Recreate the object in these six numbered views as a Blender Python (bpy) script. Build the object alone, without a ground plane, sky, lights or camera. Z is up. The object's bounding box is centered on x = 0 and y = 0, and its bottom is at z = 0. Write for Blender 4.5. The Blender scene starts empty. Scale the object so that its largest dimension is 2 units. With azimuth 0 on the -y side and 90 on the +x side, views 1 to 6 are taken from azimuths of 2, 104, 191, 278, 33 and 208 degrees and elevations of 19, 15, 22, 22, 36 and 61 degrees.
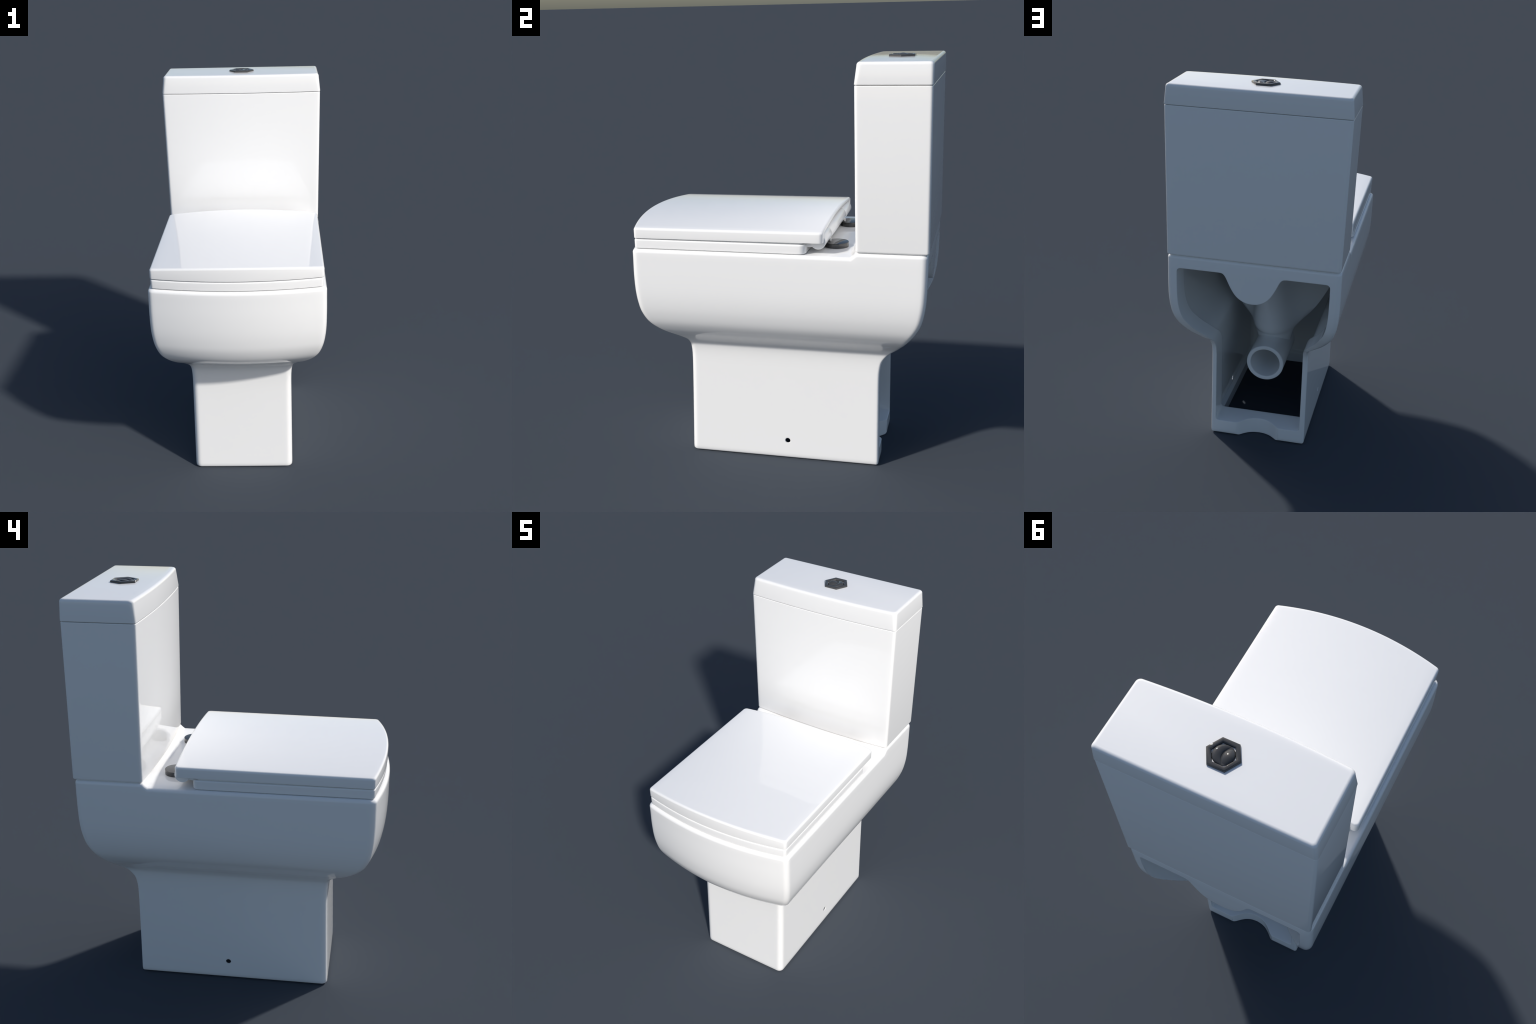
import bpy, bmesh, math
import numpy as np
from mathutils import Vector

# ------------------------------------------------------------------ materials
def new_material(name):
    m = bpy.data.materials.new(name)
    m.use_nodes = True
    nt = m.node_tree
    return m, nt, nt.nodes["Principled BSDF"]

def glazed(name, colour, rough, edge):
    """White glazed surface: faint tone drift, faint gloss drift, soft edges."""
    m, nt, p = new_material(name)
    co = nt.nodes.new("ShaderNodeTexCoord")
    no = nt.nodes.new("ShaderNodeTexNoise")
    no.inputs["Scale"].default_value = 3.0
    no.inputs["Detail"].default_value = 2.0
    nt.links.new(co.outputs["Object"], no.inputs["Vector"])
    cr = nt.nodes.new("ShaderNodeValToRGB")
    c = np.array(colour)
    cr.color_ramp.elements[0].color = (*(c * 0.994), 1)
    cr.color_ramp.elements[1].color = (*np.minimum(c * 1.004, 1), 1)
    nt.links.new(no.outputs["Fac"], cr.inputs["Fac"])
    nt.links.new(cr.outputs["Color"], p.inputs["Base Color"])
    p.inputs["Roughness"].default_value = rough
    p.inputs["IOR"].default_value = 1.5
    if edge:
        be = nt.nodes.new("ShaderNodeBevel")
        be.samples = 6
        be.inputs["Radius"].default_value = edge
        nt.links.new(be.outputs["Normal"], p.inputs["Normal"])
    return m

def dark_polished(name, colour, rough, metallic, edge=0.0):
    m, nt, p = new_material(name)
    co = nt.nodes.new("ShaderNodeTexCoord")
    no = nt.nodes.new("ShaderNodeTexNoise")
    no.inputs["Scale"].default_value = 40.0
    nt.links.new(co.outputs["Object"], no.inputs["Vector"])
    cr = nt.nodes.new("ShaderNodeValToRGB")
    c = np.array(colour)
    cr.color_ramp.elements[0].color = (*(c * 0.96), 1)
    cr.color_ramp.elements[1].color = (*(c * 1.04), 1)
    nt.links.new(no.outputs["Fac"], cr.inputs["Fac"])
    nt.links.new(cr.outputs["Color"], p.inputs["Base Color"])
    p.inputs["Roughness"].default_value = rough
    p.inputs["Metallic"].default_value = metallic
    if edge:
        be = nt.nodes.new("ShaderNodeBevel")
        be.samples = 6
        be.inputs["Radius"].default_value = edge
        nt.links.new(be.outputs["Normal"], p.inputs["Normal"])
    return m

WHITE = (0.98, 0.98, 0.98)
CERAMIC = glazed("white_glazed_ceramic", WHITE, 0.0, 0.006)
PLASTIC = glazed("white_glossy_plastic", WHITE, 0.0, 0.0)
CHROME = dark_polished("dark_chrome", (0.042, 0.042, 0.042), 0.0, 0.0)
CHROME.node_tree.nodes["Principled BSDF"].inputs["IOR"].default_value = 1.65
BUTTON = dark_polished("dark_button_chrome", (0.062, 0.062, 0.063), 0.02, 0.0)

# ------------------------------------------------------------------ helpers
def link(name, me, mat, parent, angle=40):
    ob = bpy.data.objects.new(name, me)
    bpy.context.scene.collection.objects.link(ob)
    if mat:
        me.materials.clear()
        me.materials.append(mat)
    if parent:
        ob.parent = parent
    if angle:
        smooth(me, angle)
    return ob

def smooth(me, angle):
    bm = bmesh.new(); bm.from_mesh(me)
    lim = math.radians(angle)
    for f in bm.faces: f.smooth = True
    for e in bm.edges:
        e.smooth = not (len(e.link_faces) != 2 or e.calc_face_angle(0) > lim)
    bm.to_mesh(me); bm.free()

def finish(bm, name):
    bmesh.ops.remove_doubles(bm, verts=bm.verts, dist=1e-6)
    bmesh.ops.recalc_face_normals(bm, faces=bm.faces)
    me = bpy.data.meshes.new(name)
    bm.to_mesh(me); bm.free()
    return me

def boolean(ob, cutters, op="DIFFERENCE", angle=40):
    for c in cutters:
        md = ob.modifiers.new("cut", "BOOLEAN")
        md.operation, md.solver, md.object = op, "EXACT", c
    dg = bpy.context.evaluated_depsgraph_get()
    me = bpy.data.meshes.new_from_object(ob.evaluated_get(dg))
    old = ob.data
    ob.modifiers.clear()
    ob.data = me
    me.name = old.name
    for c in cutters:
        bpy.data.objects.remove(c)
    smooth(me, angle)

def half_outline(w, fc, fa, b, rf, rb, n_side=40, n_front=24, n_arc=8, sides=None):
    """Right half of a plan outline: back corner, straight side, front corner, bowed front."""
    pts = []
    for k in range(n_arc + 1):
        a = math.pi / 2 * (1 - k / n_arc)
        pts.append((w - rb + rb * math.cos(a), b - rb + rb * math.sin(a)))
    phi = math.atan(2 * (fc - fa) / w)
    turn = math.pi / 2 - phi
    T = rf * math.tan(turn / 2)
    y0, y1 = b - rb, fc + T
    if sides is None:
        ts = [k / n_side for k in range(1, n_side)]
    else:
        ts = [(y0 - s) / (y0 - y1) for s in sides if y1 + 1e-4 < s < y0 - 1e-4]
    for t in ts:
        pts.append((w, y0 + (y1 - y0) * t))
    for k in range(n_arc + 1):
        a = -turn * k / n_arc
        pts.append((w - rf + rf * math.cos(a), y1 + rf * math.sin(a)))
    xe, ye = pts[-1]
    for k in range(1, n_front + 1):
        x = xe * (1 - k / n_front)
        pts.append((x, fa + (ye - fa) * (x / xe) ** 2))
    return pts

def ring(half, m):
    """Closed ring from a right half outline; the straight back edge gets m pieces."""
    xs, yb = half[0]
    left = [(-x, y) for x, y in half[-2::-1]]
    back = [(-xs + 2 * xs * k / m, yb) for k in range(1, m)]
    return half + left + back

def slab(name, levels, top=None, bottom=None, m=24, cap_grid=(True, False), **kw):
    """levels: (z, dict(w, fc, fa, b, rf, rb)); 'd' below the crowned top when top(x, y) is given."""
    bm = bmesh.new()
    rings, halves = [], []
    for z, q in levels:
        h = half_outline(**q, **kw)
        halves.append(h)
        rg = []
        for x, y in ring(h, m):
            zz = z if not callable(z) else z(x, y)
            rg.append(bm.verts.new((x, y, zz)))
        rings.append(rg)
    n = len(rings[0])
    for a, b in zip(rings, rings[1:]):
        for i in range(n):
            j = (i + 1) % n
            bm.faces.new((a[i], a[j], b[j], b[i]))
    def cap(rg, h, zf):
        N = len(h)
        R = rg[:N]
        L = [rg[0 + 2 * N - 2 - i] for i in range(N)]       # mirrored partner of R[i]
        rows = []
        for i in range(N - 1):
            if i == 0:
                row = [L[0]] + rg[2 * N - 1:] + [R[0]]
            else:
                x, y = h[i]
                row = [L[i]]
                for k in range(1, m):
                    xx = -x + 2 * x * k / m
                    row.append(bm.verts.new((xx, y, zf(xx, y))))
                row.append(R[i])
            rows.append(row)
        for a, b in zip(rows, rows[1:]):
            for k in range(m):
                bm.faces.new((a[k], a[k + 1], b[k + 1], b[k]))
        tip = rg[N - 1]
        for k in range(m):
            bm.faces.new((rows[-1][k], rows[-1][k + 1], tip))
    if cap_grid[0]:
        z = levels[-1][0]
        cap(rings[-1], halves[-1], z if callable(z) else (lambda x, y: z))
    else:
        bm.faces.new(rings[-1])
    bm.faces.new(rings[0])
    return finish(bm, name)

def inset(q, d):
    r = dict(q)
    r["w"] -= d; r["fc"] += d; r["fa"] += d; r["b"] -= d
    r["rf"] = max(r["rf"] - 0.6 * d, 0.003); r["rb"] = max(r["rb"] - 0.6 * d, 0.003)
    return r

def rounded_levels(zb, qb, zt, qt, rbot, rtop, steps=6, ztop=None, zbot=None):
    """A tapered slab from plan qb at zb to plan qt at zt with rounded lower and upper edges."""
    out = []
    for k in range(steps + 1):
        a = math.pi / 2 * k / steps
        d, h = rbot * (1 - math.sin(a)), rbot * (1 - math.cos(a))
        if zbot:
            out.append(((lambda x, y, h=h: zbot(x, y) + h), inset(qb, d)))
        else:
            out.append((zb + h, inset(qb, d)))
    for k in range(steps + 1):
        a = math.pi / 2 * k / steps
        d, h = rtop * (1 - math.cos(a)), rtop * (1 - math.sin(a))
        if ztop:
            out.append(((lambda x, y, h=h: ztop(x, y) - h), inset(qt, d)))
        else:
            out.append((zt - h, inset(qt, d)))
    return out

def catmull(pts, n):
    """Smooth curve through 2D or longer control rows, n samples per piece."""
    P = [np.array(p, float) for p in pts]
    P = [2 * P[0] - P[1]] + P + [2 * P[-1] - P[-2]]
    out = []
    for i in range(1, len(P) - 2):
        for k in range(n):
            t = k / n
            a, b, c, d = P[i - 1:i + 3]
            out.append(0.5 * (2 * b + (c - a) * t + (2 * a - 5 * b + 4 * c - d) * t * t + (3 * b - a - 3 * c + d) * t ** 3))
    out.append(P[-2])
    return out

def prism(name, outline, h0, h1, up=False):
    """Closed prism: an outline in the xz plane drawn along y, or (up) one in the xy plane drawn along z."""
    bm = bmesh.new()
    A = [bm.verts.new((p, q, h0) if up else (p, h0, q)) for p, q in outline]
    B = [bm.verts.new((p, q, h1) if up else (p, h1, q)) for p, q in outline]
    n = len(A)
    for i in range(n):
        j = (i + 1) % n
        bm.faces.new((A[i], A[j], B[j], B[i]))
    bm.faces.new(A); bm.faces.new(B)
    return finish(bm, name)

def lathe(name, profile, axis, centre, n=64):
    """Solid of revolution: profile = (radius, along) rows; axis 'x', 'y' or 'z'."""
    bm = bmesh.new()
    rows = []
    for r, h in profile:
        row = []
        for k in range(n):
            a = 2 * math.pi * k / n
            u, v = r * math.cos(a), r * math.sin(a)
            p = {"x": (h, u, v), "y": (u, h, v), "z": (u, v, h)}[axis]
            row.append(bm.verts.new(Vector(p) + Vector(centre)))
        rows.append(row)
    for a, b in zip(rows, rows[1:]):
        for k in range(n):
            j = (k + 1) % n
            bm.faces.new((a[k], a[j], b[j], b[k]))
    bm.faces.new(rows[0]); bm.faces.new(rows[-1])
    return finish(bm, name)

def rounded_rod(r, h0, h1, e, steps=5):
    pr = []
    for k in range(steps + 1):
        a = math.pi / 2 * k / steps
        pr.append((r - e + e * math.sin(a), h0 + e - e * math.cos(a)))
    for k in range(steps + 1):
        a = math.pi / 2 * k / steps
        pr.append((r - e + e * math.cos(a), h1 - e + e * math.sin(a)))
    return pr

def smoothstep(a, b, t):
    t = min(max((t - a) / (b - a), 0), 1)
    return t * t * (3 - 2 * t)

# ------------------------------------------------------------------ the thing
toilet = bpy.data.objects.new("toilet", None)
bpy.context.scene.collection.objects.link(toilet)
toilet["label"] = "white square close-coupled toilet with cistern and closed lid"
toilet["category"] = "toilet"

# ------------------------------------------------------------------ pan (bowl and pedestal skin)
# z, half width, front corner y, back y
PAN = [(0.000, 0.2620, -0.4750, 0.4925), (0.130, 0.2618, -0.4710, 0.4925), (0.300, 0.2615, -0.4660, 0.4930),
       (0.450, 0.2612, -0.4620, 0.494), (0.510, 0.2612, -0.4612, 0.498), (0.550, 0.2625, -0.4620, 0.508),
       (0.580, 0.2660, -0.4655, 0.529), (0.600, 0.2725, -0.4730, 0.549), (0.620, 0.2870, -0.4870, 0.575),
       (0.645, 0.3150, -0.5190, 0.599), (0.670, 0.3455, -0.5570, 0.621), (0.700, 0.3740, -0.5940, 0.645),
       (0.740, 0.4010, -0.6285, 0.673), (0.790, 0.4195, -0.6525, 0.699), (0.840, 0.4300, -0.6640, 0.7125),
       (0.900, 0.4360, -0.6715, 0.7215), (0.980, 0.4380, -0.6750, 0.726), (1.070, 0.4380, -0.6745, 0.7280)]
RIM, DECK = 1.1140, 1.1350

def pan_top(x, y):
    shift = 0.020 * (1 - (x / 0.43) ** 2)
    return RIM + (DECK - RIM) * smoothstep(0.381, 0.404, y + shift)

def pan_plan(w, fc, b, z):
    bow = 0.060 * smoothstep(0.595, 0.73, z)
    rf = 0.030 + 0.004 * smoothstep(0.56, 0.75, z)
    rb = 0.012 + 0.016 * smoothstep(0.56, 0.75, z)
    return dict(w=w, fc=fc, fa=fc - bow - 0.001, b=b, rf=rf, rb=rb)

curve = catmull(PAN, 5)
pan_kw = dict(n_side=110, n_front=28, n_arc=8)
levels = []
q0 = pan_plan(*curve[0][1:], 0)
for k in range(5):
    a = math.pi / 2 * k / 5
    levels.append((0.014 * (1 - math.cos(a)), inset(q0, 0.014 * (1 - math.sin(a)))))
for z, w, fc, b in curve:
    if 0.02 < z < 1.075:
        levels.append((z, pan_plan(w, fc, b, z)))
qt = pan_plan(*PAN[-1][1:], 1.07)
RT = 0.017
for k in range(9):
    a = math.pi / 2 * k / 8
    d, h = RT * (1 - math.cos(a)), RT * (1 - math.sin(a))
    levels.append(((lambda x, y, h=h: pan_top(x, y) - h), inset(qt, d)))
pan = link("pan", slab("pan", levels, m=24, **pan_kw), CERAMIC, toilet)

# hollow inside, open below, reached through the opening in the back
def cavity_levels():
    out = []
    for z in [-0.05, 0.062, 0.074] + [c[0] for c in curve if 0.09 < c[0] < 1.06] + [1.072]:
        c = min(curve, key=lambda r: abs(r[0] - max(z, 0)))
        w, fc, b = c[1:]
        t = 0.028 if z < 0.065 else 0.006
        q = pan_plan(w, fc, b, z)
        q = inset(q, t)
        q["b"] = b - 0.125 if z > 0.065 else b - 0.15
        out.append((z, q))
    return out
cavity = link("cavity", slab("cavity", cavity_levels(), cap_grid=(False, False), n_side=30, n_front=20, n_arc=6), None, None)

def opening_outline():
    zz = np.array([c[0] for c in curve]); ww = np.array([c[1] for c in curve])
    side = []
    for i in range(1, len(zz) - 1):
        if not 0.35 < zz[i] < 1.0: continue
        dz, dw = zz[i + 1] - zz[i - 1], ww[i + 1] - ww[i - 1]
        L = math.hypot(dz, dw)
        t = 0.026 + 0.026 * smoothstep(0.58, 0.72, zz[i])
        side.append((ww[i] - t * dz / L, zz[i] + t * dw / L))
    side = [s for i, s in enumerate(side) if i == 0 or s[1] > side[i - 1][1] + 1e-3]
    xt = side[-1][0]
    half = [(0.0, 0.081), (0.215, 0.081), (0.2285, 0.0845), (0.2350, 0.094)]
    half += side
    for k in range(7):
        a = math.pi / 2 * k / 6
        half.append((xt - 0.02 + 0.02 * math.cos(a), 1.050 + 0.02 * math.sin(a)))
    tongue = catmull([(0.172, 1.070), (0.152, 1.0665), (0.137, 1.050), (0.119, 1.012), (0.102, 0.980), (0.082, 0.952),
                      (0.056, 0.931), (0.028, 0.919), (0.0, 0.916)], 4)
    half += [tuple(p) for p in tongue]
    return half + [(-x, z) for x, z in half[-2:0:-1]]
opening = link("opening", prism("opening", opening_outline(), 0.30, 0.85), None, None)
for v in opening.data.vertices:                # the ledge at the foot climbs a little inwards
    if v.co.z < 0.1:
        v.co.z += 0.13 * (0.49 - v.co.y)

# the foot of the back wall steps in round the waste pipe
notch = catmull([(0.160, 0.4940), (0.122, 0.4920), (0.108, 0.4860), (0.094, 0.4740), (0.077, 0.4590), (0.055, 0.4440), (0.029, 0.4345), (0.0, 0.4310)], 4)
notch = [tuple(p) for p in notch]
notch = notch + [(-x, y) for x, y in notch[-2::-1]]
notch = [(0.165, 0.60)] + notch + [(-0.165, 0.60)]
notch = link("notch", prism("notch", notch, -0.05, 0.20, up=True), None, None)
bore = link("bore", lathe("bore", [(0.0130, -0.4), (0.0130, 0.4)], "x", (0, 0.034, 0.097), 32), None, None)

# basin that the closed lid hides
def egg(a, y0, yb, yf, tip, q, pf, n=64):
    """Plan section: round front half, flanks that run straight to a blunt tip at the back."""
    pts = []
    for k in range(n):
        t = 2 * math.pi * k / n
        c, s = math.cos(t), math.sin(t)
        if s > 0:
            x = (tip + (a - tip) * (1 - s) ** 3.6) * math.sqrt(max(1 - s ** q, 0))
            pts.append((math.copysign(x, c), y0 + s * (yb - y0)))
        else:
            pts.append((math.copysign(abs(c) ** pf, c) * a, y0 + s * (y0 - yf)))
    return pts

def egg_loft(name, table, n=4):
    bm = bmesh.new(); rows = []
    for z, a, y0, yb, yf, tip, q, pf in catmull(table, n):
        rows.append([bm.verts.new((x, y, z)) for x, y in egg(a, y0, yb, yf, tip, q, pf)])
    m = len(rows[0])
    for a, b in zip(rows, rows[1:]):
        for k in range(m):
            j = (k + 1) % m
            bm.faces.new((a[k], a[j], b[j], b[k]))
    bm.faces.new(rows[0]); bm.faces.new(rows[-1])
    return finish(bm, name)

BASIN = [(0.58, 0.04, 0.00, 0.04, -0.05, 0.04, 2, 1), (0.62, 0.09, -0.04, 0.05, -0.14, 0.09, 2, 1), (0.72, 0.16, -0.14, -0.03, -0.27, 0.16, 2, 0.9),
         (0.90, 0.21, -0.27, -0.14, -0.42, 0.21, 2.5, 0.8), (1.06, 0.24, -0.32, -0.18, -0.48, 0.24, 3, 0.7), (1.14, 0.24, -0.32, -0.18, -0.48, 0.24, 3, 0.7)]
basin = link("basin", egg_loft("basin", BASIN), None, None)
basin_again = link("basin_again", basin.data.copy(), None, None)
boolean(pan, [cavity, opening, notch, bore, basin])
pan.data.materials.clear(); pan.data.materials.append(CERAMIC)

# ------------------------------------------------------------------ trapway and outlet inside the pedestal
TRAP = [(0.350, 0.055, 0.08, 0.135, 0.03, 0.055, 2, 1), (0.385, 0.085, 0.08, 0.170, -0.01, 0.085, 2, 1), (0.450, 0.098, 0.08, 0.190, -0.03, 0.098, 2, 1),
        (0.500, 0.112, 0.08, 0.215, -0.05, 0.110, 2, 1), (0.550, 0.150, 0.07, 0.270, -0.10, 0.115, 2.3, 1), (0.630, 0.222, 0.04, 0.310, -0.21, 0.112, 2.8, 1),
        (0.730, 0.285, -0.03, 0.370, -0.33, 0.105, 3, 0.9), (0.850, 0.325, -0.10, 0.470, -0.45, 0.095, 3.5, 0.8), (0.915, 0.335, -0.13, 0.560, -0.50, 0.085, 4, 0.7),
        (1.000, 0.340, -0.15, 0.660, -0.54, 0.115, 5, 0.6), (1.085, 0.340, -0.15, 0.690, -0.56, 0.150, 6, 0.6)]
trapway = link("trapway", egg_loft("trapway", TRAP, 6), CERAMIC, pan, 60)
drain = link("drain", lathe("drain", [(0.090, 0.012), (0.090, 0.40)], "y", (0, 0, 0.390), 72), None, None)
boolean(trapway, [basin_again, drain], angle=60)
trapway.data.materials.clear(); trapway.data.materials.append(CERAMIC)

R, r = 0.1035, 0.0815
tube = [(R - 0.006, 0.0), (R, 0.005), (R, 0.334)]
for k in range(1, 7):
    a = math.pi / 2 * k / 6
    tube.append((R - 0.006 + 0.006 * math.cos(a), 0.334 + 0.006 * math.sin(a)))
for k in range(0, 7):
    a = math.pi / 2 * k / 6
    tube.append((r + 0.006 - 0.006 * math.sin(a), 0.334 + 0.006 * math.cos(a)))
tube += [(r, 0.16), (r * 0.97, 0.08), (r * 0.85, 0.04), (r * 0.4, 0.02)]
outlet = link("outlet_pipe", lathe("outlet_pipe", tube, "y", (0, 0, 0.390), 72), CERAMIC, pan)

# ------------------------------------------------------------------ cistern and its lid
qb = dict(w=0.4355, fc=0.4015, fa=0.3820, b=0.7345, rf=0.016, rb=0.014)
qt = dict(w=0.4465, fc=0.3960, fa=0.3785, b=0.7350, rf=0.016, rb=0.014)
cistern = link("cistern", slab("cistern", rounded_levels(1.1385, qb, 1.8870, qt, 0.009, 0.004), cap_grid=(False, False)), PLASTIC, toilet)

qb = dict(w=0.4480, fc=0.3950, fa=0.3770, b=0.7365, rf=0.018, rb=0.014)
qt = dict(w=0.4400, fc=0.4045, fa=0.3870, b=0.7365, rf=0.022, rb=0.016)
cistern_lid = link("cistern_lid", slab("cistern_lid", rounded_levels(1.8895, qb, 1.9880, qt, 0.003, 0.015), cap_grid=(False, False)), PLASTIC, toilet)

# inset lips that close the joints under the lid and under the cistern
qj = dict(w=0.430, fc=0.412, fa=0.394, b=0.720, rf=0.01, rb=0.01)
link("joint_lip", slab("joint_lip", [(1.875, qj), (1.900, qj)], cap_grid=(False, False)), PLASTIC, cistern)
qj = dict(w=0.4225, fc=0.416, fa=0.398, b=0.716, rf=0.01, rb=0.01)
link("joint_lip", slab("joint_lip", [(1.128, qj), (1.155, qj)], cap_grid=(False, False)), PLASTIC, cistern)

# flush button: hexagonal bezel around two domed halves
BX, BY, BZ = 0.0, 0.559, 1.9880
def hex_bezel():
    bm = bmesh.new(); rows = []
    prof = [(0.0700, 0.0), (0.0700, 0.0060), (0.0692, 0.0078), (0.0665, 0.0095), (0.0640, 0.0102), (0.0550, 0.0102),
            (0.0520, 0.0090), (0.0495, 0.0060), (0.0480, 0.0010), (0.0480, 0.0)]
    for rr, h in prof:
        rows.append([bm.verts.new((BX + rr * math.cos(math.pi / 3 * k), BY + rr * math.sin(math.pi / 3 * k), BZ + h)) for k in range(6)])
    rows.append(rows[0])
    for a, b in zip(rows, rows[1:]):
        for k in range(6):
            j = (k + 1) % 6
            bm.faces.new((a[k], a[j], b[j], b[k]))
    return finish(bm, "flush_bezel")
bezel = link("flush_bezel", hex_bezel(), BUTTON, cistern_lid, 50)

# the seam between the halves is an arc of a circle leaning off centre
RD = 0.0425
SC, SR = Vector((-0.0400, 0.000)), 0.0445          # circle that cuts the lens-shaped half out
def lobe(name, inside):
    """Domed piece over the part of the round button on one side of the seam."""
    bm = bmesh.new(); n = 72
    step = RD * 2 / n
    grid = {}
    def hgt(x, y):
        e = 1 - (x * x + y * y) / RD ** 2
        s = (SR - (Vector((x, y)) - SC).length) * (1 if inside else -1) / (0.0445 if inside else 0.0365)
        f = min(max(e, 0), 1) * min(max(s, 0), 1)
        return f
    # polar fan about the middle of the piece, walked out to its border
    c = Vector((-0.018, 0.0)) if inside else Vector((0.022, 0.0))
    N, M = 96, 16
    cen = bm.verts.new((BX + c.x, BY + c.y, 0))
    rows = []
    for k in range(N):
        a = 2 * math.pi * k / N
        d = Vector((math.cos(a), math.sin(a)))
        lo, hi = 0.0, 0.1
        for _ in range(30):
            mid = (lo + hi) / 2
            q = c + d * mid
            ok = q.length < RD and ((q - SC).length < SR) == inside
            lo, hi = (mid, hi) if ok else (lo, mid)
        rows.append([bm.verts.new((BX + c.x + d.x * lo * (j / M), BY + c.y + d.y * lo * (j / M), 0)) for j in range(1, M + 1)])
    for k in range(N):
        a, b = rows[k], rows[(k + 1) % N]
        bm.faces.new((cen, a[0], b[0]))
        for j in range(M - 1):
            bm.faces.new((a[j], a[j + 1], b[j + 1], b[j]))
    H = 0.0190
    for v in bm.verts:
        v.co.z = BZ + 0.0008 + H * math.sqrt(max(hgt(v.co.x - BX, v.co.y - BY), 0)) ** 1.0
    bmesh.ops.recalc_face_normals(bm, faces=bm.faces)
    edge = [e for e in bm.edges if len(e.link_faces) == 1]
    ext = bmesh.ops.extrude_edge_only(bm, edges=edge)
    for v in ext["geom"]:
        if isinstance(v, bmesh.types.BMVert): v.co.z = BZ - 0.004
    return finish(bm, name)
link("dark_gap_disc", lathe("dark_gap_disc", rounded_rod(0.0420, -0.003, 0.0030, 0.0006), "z", (BX, BY, BZ), 64), BUTTON, cistern_lid)
link("flush_button", lobe("flush_button", True), BUTTON, cistern_lid, 60)
link("flush_button", lobe("flush_button", False), BUTTON, cistern_lid, 60)

# ------------------------------------------------------------------ seat ring
qs = dict(w=0.4225, fc=-0.6665, fa=-0.7200, b=0.1680, rf=0.018, rb=0.030)
seat = link("toilet_seat", slab("toilet_seat", rounded_levels(1.1175, qs, 1.1625, qs, 0.004, 0.008), cap_grid=(False, False)), PLASTIC, toilet)
for z0, z1, back in ((1.108, 1.125, 0.150), (1.155, 1.175, 0.150)):
    qj = dict(w=0.411, fc=-0.655, fa=-0.7085, b=back, rf=0.012, rb=0.02)
    lip = link("buffer_lip", slab("buffer_lip", [(z0, qj), (z1, qj)], cap_grid=(False, False)), PLASTIC, seat)
    qh = dict(w=0.30, fc=-0.50, fa=-0.57, b=0.10, rf=0.12, rb=0.10)
    boolean(lip, [link("hole", slab("hole", [(1.0, qh), (1.3, qh)], cap_grid=(False, False)), None, None)])
    lip.data.materials.clear(); lip.data.materials.append(PLASTIC)
qh = dict(w=0.27, fc=-0.46, fa=-0.53, b=0.06, rf=0.12, rb=0.10)
hole = link("hole", slab("hole", [(1.0, qh), (1.3, qh)], cap_grid=(False, False)), None, None)
boolean(seat, [hole])
seat.data.materials.clear(); seat.data.materials.append(PLASTIC)
qn = dict(w=0.380, fc=0.140, fa=0.139, b=0.205, rf=0.004, rb=0.004)
link("hinge_leaf", slab("hinge_leaf", rounded_levels(1.1440, qn, 1.1600, qn, 0.003, 0.003), cap_grid=(False, False)), PLASTIC, seat)

# ------------------------------------------------------------------ seat lid, crowned across
LW = 0.4250
def lid_top(x, y):
    t = (y + 0.72) / 0.97                      # 0 at the front, 1 at the hinge
    return 1.2165 + 0.006 * t + (0.019 + 0.006 * t) * (1 - (x / LW) ** 2)
def lid_bottom(x, y):
    return 1.1655 + 0.006 * (y + 0.72) / 0.97
ql = dict(w=LW, fc=-0.6670, fa=-0.7215, b=0.2500, rf=0.018, rb=0.020)
seat_lid = link("seat_lid", slab("seat_lid", rounded_levels(0, ql, 0, ql, 0.003, 0.011, ztop=lid_top, zbot=lid_bottom)), PLASTIC, toilet)
qr = dict(w=0.392, fc=0.180, fa=0.179, b=0.300, rf=0.006, rb=0.006)
recess = link("recess", slab("recess", [(1.10, qr), ((lambda x, y: lid_top(x, y) - 0.013), qr)], n_front=4, n_arc=3, n_side=8), None, None)
boolean(seat_lid, [recess])
seat_lid.data.materials.clear(); seat_lid.data.materials.append(PLASTIC)

# hinge barrel in three knuckles with posts on round dark caps
HY, HZ, HR = 0.2215, 1.1720, 0.0360
for x0, x1 in ((-0.3905, -0.2175), (-0.2145, 0.2145), (0.2175, 0.3905)):
    link("hinge_barrel", lathe("hinge_barrel", rounded_rod(HR, x0, x1, 0.003), "x", (0, HY, HZ), 56), PLASTIC, seat_lid)
for s in (-1, 1):
    link("hinge_cap", lathe("hinge_cap", rounded_rod(0.0570, 1.1130, 1.1375, 0.0015), "z", (s * 0.226, 0.2825, 0), 72), CHROME, toilet)
    link("hinge_post", lathe("hinge_post", rounded_rod(0.0055, 1.1300, 1.1520, 0.002), "z", (s * 0.214, 0.2490, 0), 24), PLASTIC, toilet)
